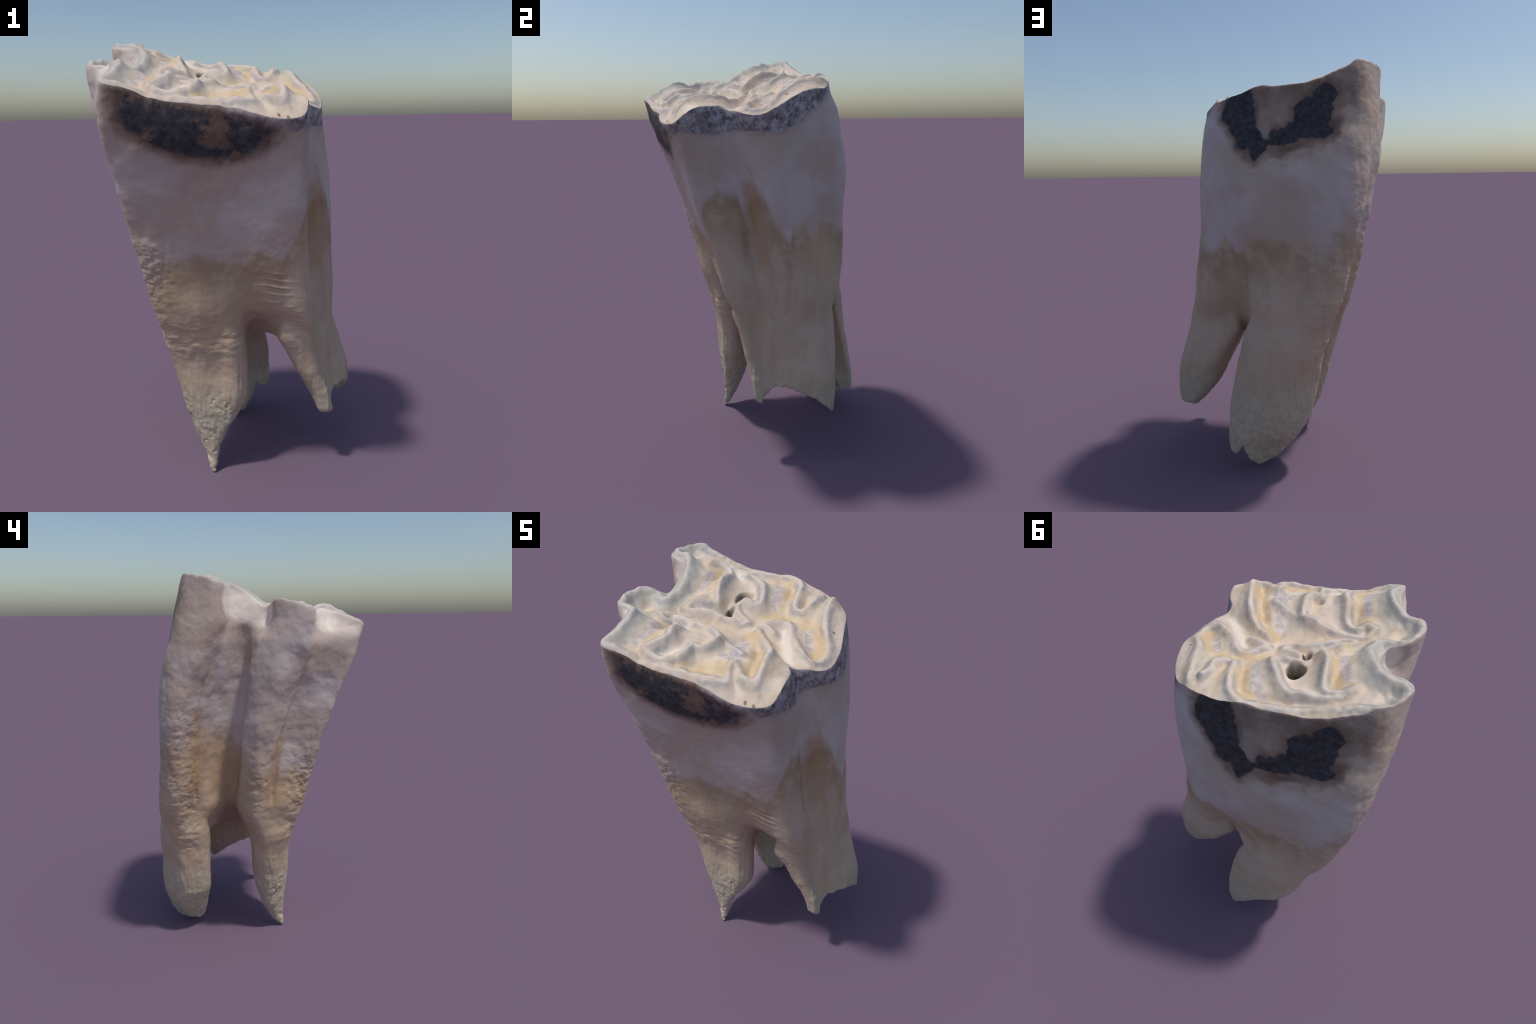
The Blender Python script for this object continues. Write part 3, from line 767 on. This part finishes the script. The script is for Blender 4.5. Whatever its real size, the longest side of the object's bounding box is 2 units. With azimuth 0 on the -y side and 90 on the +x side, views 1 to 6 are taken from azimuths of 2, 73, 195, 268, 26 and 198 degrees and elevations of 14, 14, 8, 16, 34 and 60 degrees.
def top_material():
    n = Nodes("chewing_surface")
    flat = n.v("MULTIPLY", n.P, (1, 1, 0))
    fine = n.noise(45, 4, .6)
    mid = n.noise(13, 4, .55, shift=2.2)
    wob = n.new("ShaderNodeTexNoise", Vector=flat, Scale=22.0, Detail=2.0).outputs["Color"]
    flat = n.v("ADD", flat, n.v("SCALE", n.v("SUBTRACT", wob, (.5, .5, .5)), scale=.012))
    cream = n.mix(n.step(mid, .35, .65), (.61, .480, .355), (.73, .605, .485))
    col = n.mix(n.mul(n.step(n.noise(6, 3, .5), .42, .62), .6), cream, (.58, .485, .410))
    # dentine: ochre bands between the enamel folds
    dentine = [[(-.335, -.25), (-.272, -.275), (-.262, -.34), (-.275, -.43)], [(-.33, .02), (-.272, .07), (-.285, .15), (-.33, .19)],
               [(.02, -.10), (.085, -.17), (.125, -.24), (.160, -.34), (.175, -.40)], [(.02, .04), (.055, .12), (.05, .20), (.01, .28), (-.06, .30)],
               [(.03, -.445), (-.10, -.455), (.07, -.41)], [(.19, .06), (.13, .07), (.06, .06)], [(.30, -.09), (.30, -.02), (.24, .05)],
               [(-.35, -.16), (-.33, -.13), (-.30, -.06)]]
    d = None
    for band in dentine:
        d = n.path(flat, [(a, b, 0) for a, b in band], d, plan=True)
    d = n.add(d, n.mul(n.add(mid, -.5), .03))
    col = n.mix(n.mul(n.step(d, .055, .008), .9), col, n.mix(n.step(mid, .35, .65), (.58, .420, .240), (.65, .510, .335)))
    # grey-olive slopes that fall from the enamel towards the dentine
    g = None
    for band in ([(-.01, .06), (-.035, .13), (-.08, .22), (-.14, .275)], [(-.04, -.19), (-.015, -.28), (-.03, -.37), (-.08, -.42)],
                 [(-.40, -.22), (-.36, -.34), (-.36, -.43)], [(-.40, -.05), (-.36, .06), (-.39, .16)], [(.27, .10), (.22, .14), (.20, .20)]):
        g = n.path(flat, [(a, b, 0) for a, b in band], g, plan=True)
    col = n.mix(n.mul(n.step(n.add(g, n.mul(n.add(mid, -.5), .03)), .045, .006), .7), col, (.50, .440, .345))
    # bright cement in the horns of the crescents
    g = None
    for band in ([(-.20, -.435), (-.14, -.42)], [(-.31, -.19), (-.25, -.19)], [(-.30, .235), (-.21, .225)], [(-.26, -.09), (-.16, -.06)], [(.13, -.02), (.24, -.20)]):
        g = n.path(flat, [(a, b, 0) for a, b in band], g, plan=True)
    col = n.mix(n.mul(n.step(g, .030, .006), .8), col, (.76, .665, .575))
    # secondary dentine: long mottled lilac bands beside the ochre
    p = None
    for band in ([(-.31, -.44), (-.293, -.37), (-.315, -.30)], [(-.335, .15), (-.305, .09), (-.295, .02)], [(.09, -.36), (.02, -.345)],
                 [(.055, -.33), (.045, -.25), (.02, -.16)], [(-.06, .285), (-.02, .24), (.008, .16), (.025, .09)], [(.225, .03), (.258, -.05)]):
        p = n.path(flat, [(a, b, 0) for a, b in band], p, plan=True)
    p = n.add(p, -.017, n.mul(n.add(fine, -.5), .03))
    col = n.mix(n.mul(n.step(p, .008, -.007), .9), col, n.mix(n.step(fine, .4, .6), (.46, .385, .360), (.58, .505, .490)))
    # pale enamel crest, patchy blue-grey band along its sides
    e = None
    for name, height, wide, pts in RIDGES:
        if name != "cheek_rim":
            e = n.path(flat, [(a, b, 0) for a, b in pts], e, plan=True)
    outer = n.path(n.after(flat, e), [(a, b, 0) for name, _, _, pts in RIDGES if name == "cheek_rim" for a, b in pts], None, plan=True)
    e = n.low(e, outer)
    en = n.add(e, n.mul(n.add(fine, -.5), .008))
    flank = n.mul(n.step(en, .006, .014), n.step(en, .036, .018), n.step(mid, .38, .58))
    col = n.mix(n.mul(n.step(outer, .085, .02), .75), col, n.mix(n.step(mid, .35, .7), (.40, .395, .350), (.52, .505, .455)))
    col = n.mix(n.mul(flank, .75), col, (.31, .295, .295))
    col = n.mix(n.mul(n.step(en, .022, .004), .5), col, n.mix(n.step(fine, .35, .7), (.50, .440, .400), (.61, .545, .505)))
    # dirt in the pits
    for cx, cy, r in ((-.130, .105, .040), (-.141, -.004, .020)):
        q = n.v("DISTANCE", n.v("MULTIPLY", n.P, (1, 1, 0)), (cx, cy, 0))
        col = n.mix(n.mul(n.step(q, r * 1.1, r * .7), .95), col, n.mix(n.step(fine, .4, .6), (.045, .038, .030), (.17, .145, .110)))
    for cx, cy in ((.232, -.487), (.325, .05), (.20, -.49)):
        col = n.mix(n.step(n.v("DISTANCE", flat, (cx, cy, 0)), .009, .004), col, (.26, .190, .150))
    grain = n.add(n.mul(fine, .5), n.mul(n.noise(110, 3, .6), .5))
    return n.finish(col, .58, grain, .22, .004)

WALL, TOP = side_material(), top_material()

# ------------------------------------------------------------------ cut into named parts
centre = V[Q].mean(1)
near = NEAR[tuple(np.clip(np.round((centre[:, k] - CG[k][0]) / COARSE).astype(int), 0, NEAR.shape[k] - 1) for k in range(3))]
label = np.where(face_top, 1, np.where(centre[:, 2] < 0.66, 2 + near, 0))
ridge_gap = np.stack([curve_distance(open_curve(p, 3), *centre[face_top, :2].T) for _, _, _, p in RIDGES])
label[face_top] = np.where(ridge_gap.min(0) < 0.014, 5 + ridge_gap.argmin(0), 1)
names = ["crown", "chewing_surface", "root", "root", "root"] + ["enamel_ridge"] * len(RIDGES)

tooth = bpy.data.objects.new("horse_cheek_tooth", None)
tooth.empty_display_size = 0.3
tooth["label"] = "tall ivory horse molar with ridged top, dark stains, three roots"
tooth["category"] = "animal tooth"
bpy.context.collection.objects.link(tooth)

parts = {}
for k, name in enumerate(names):
    q = Q[label == k]
    if not len(q):
        continue
    used, inv = np.unique(q, return_inverse=True)
    me = bpy.data.meshes.new(name)
    me.vertices.add(len(used)); me.vertices.foreach_set("co", V[used].astype(np.float32).ravel())
    me.loops.add(q.size); me.loops.foreach_set("vertex_index", inv.astype(np.int32).ravel())
    me.polygons.add(len(q)); me.polygons.foreach_set("loop_start", np.arange(len(q), dtype=np.int32) * 4)
    me.update(calc_edges=True)
    me.polygons.foreach_set("use_smooth", np.ones(len(q), bool))
    me.materials.append(TOP if k == 1 or k >= 5 else WALL)
    me.normals_split_custom_set_from_vertices(N[used].astype(np.float32))
    ob = bpy.data.objects.new(name, me)
    bpy.context.collection.objects.link(ob)
    ob.parent = parts["chewing_surface"] if name == "enamel_ridge" else tooth
    parts.setdefault(name, ob)
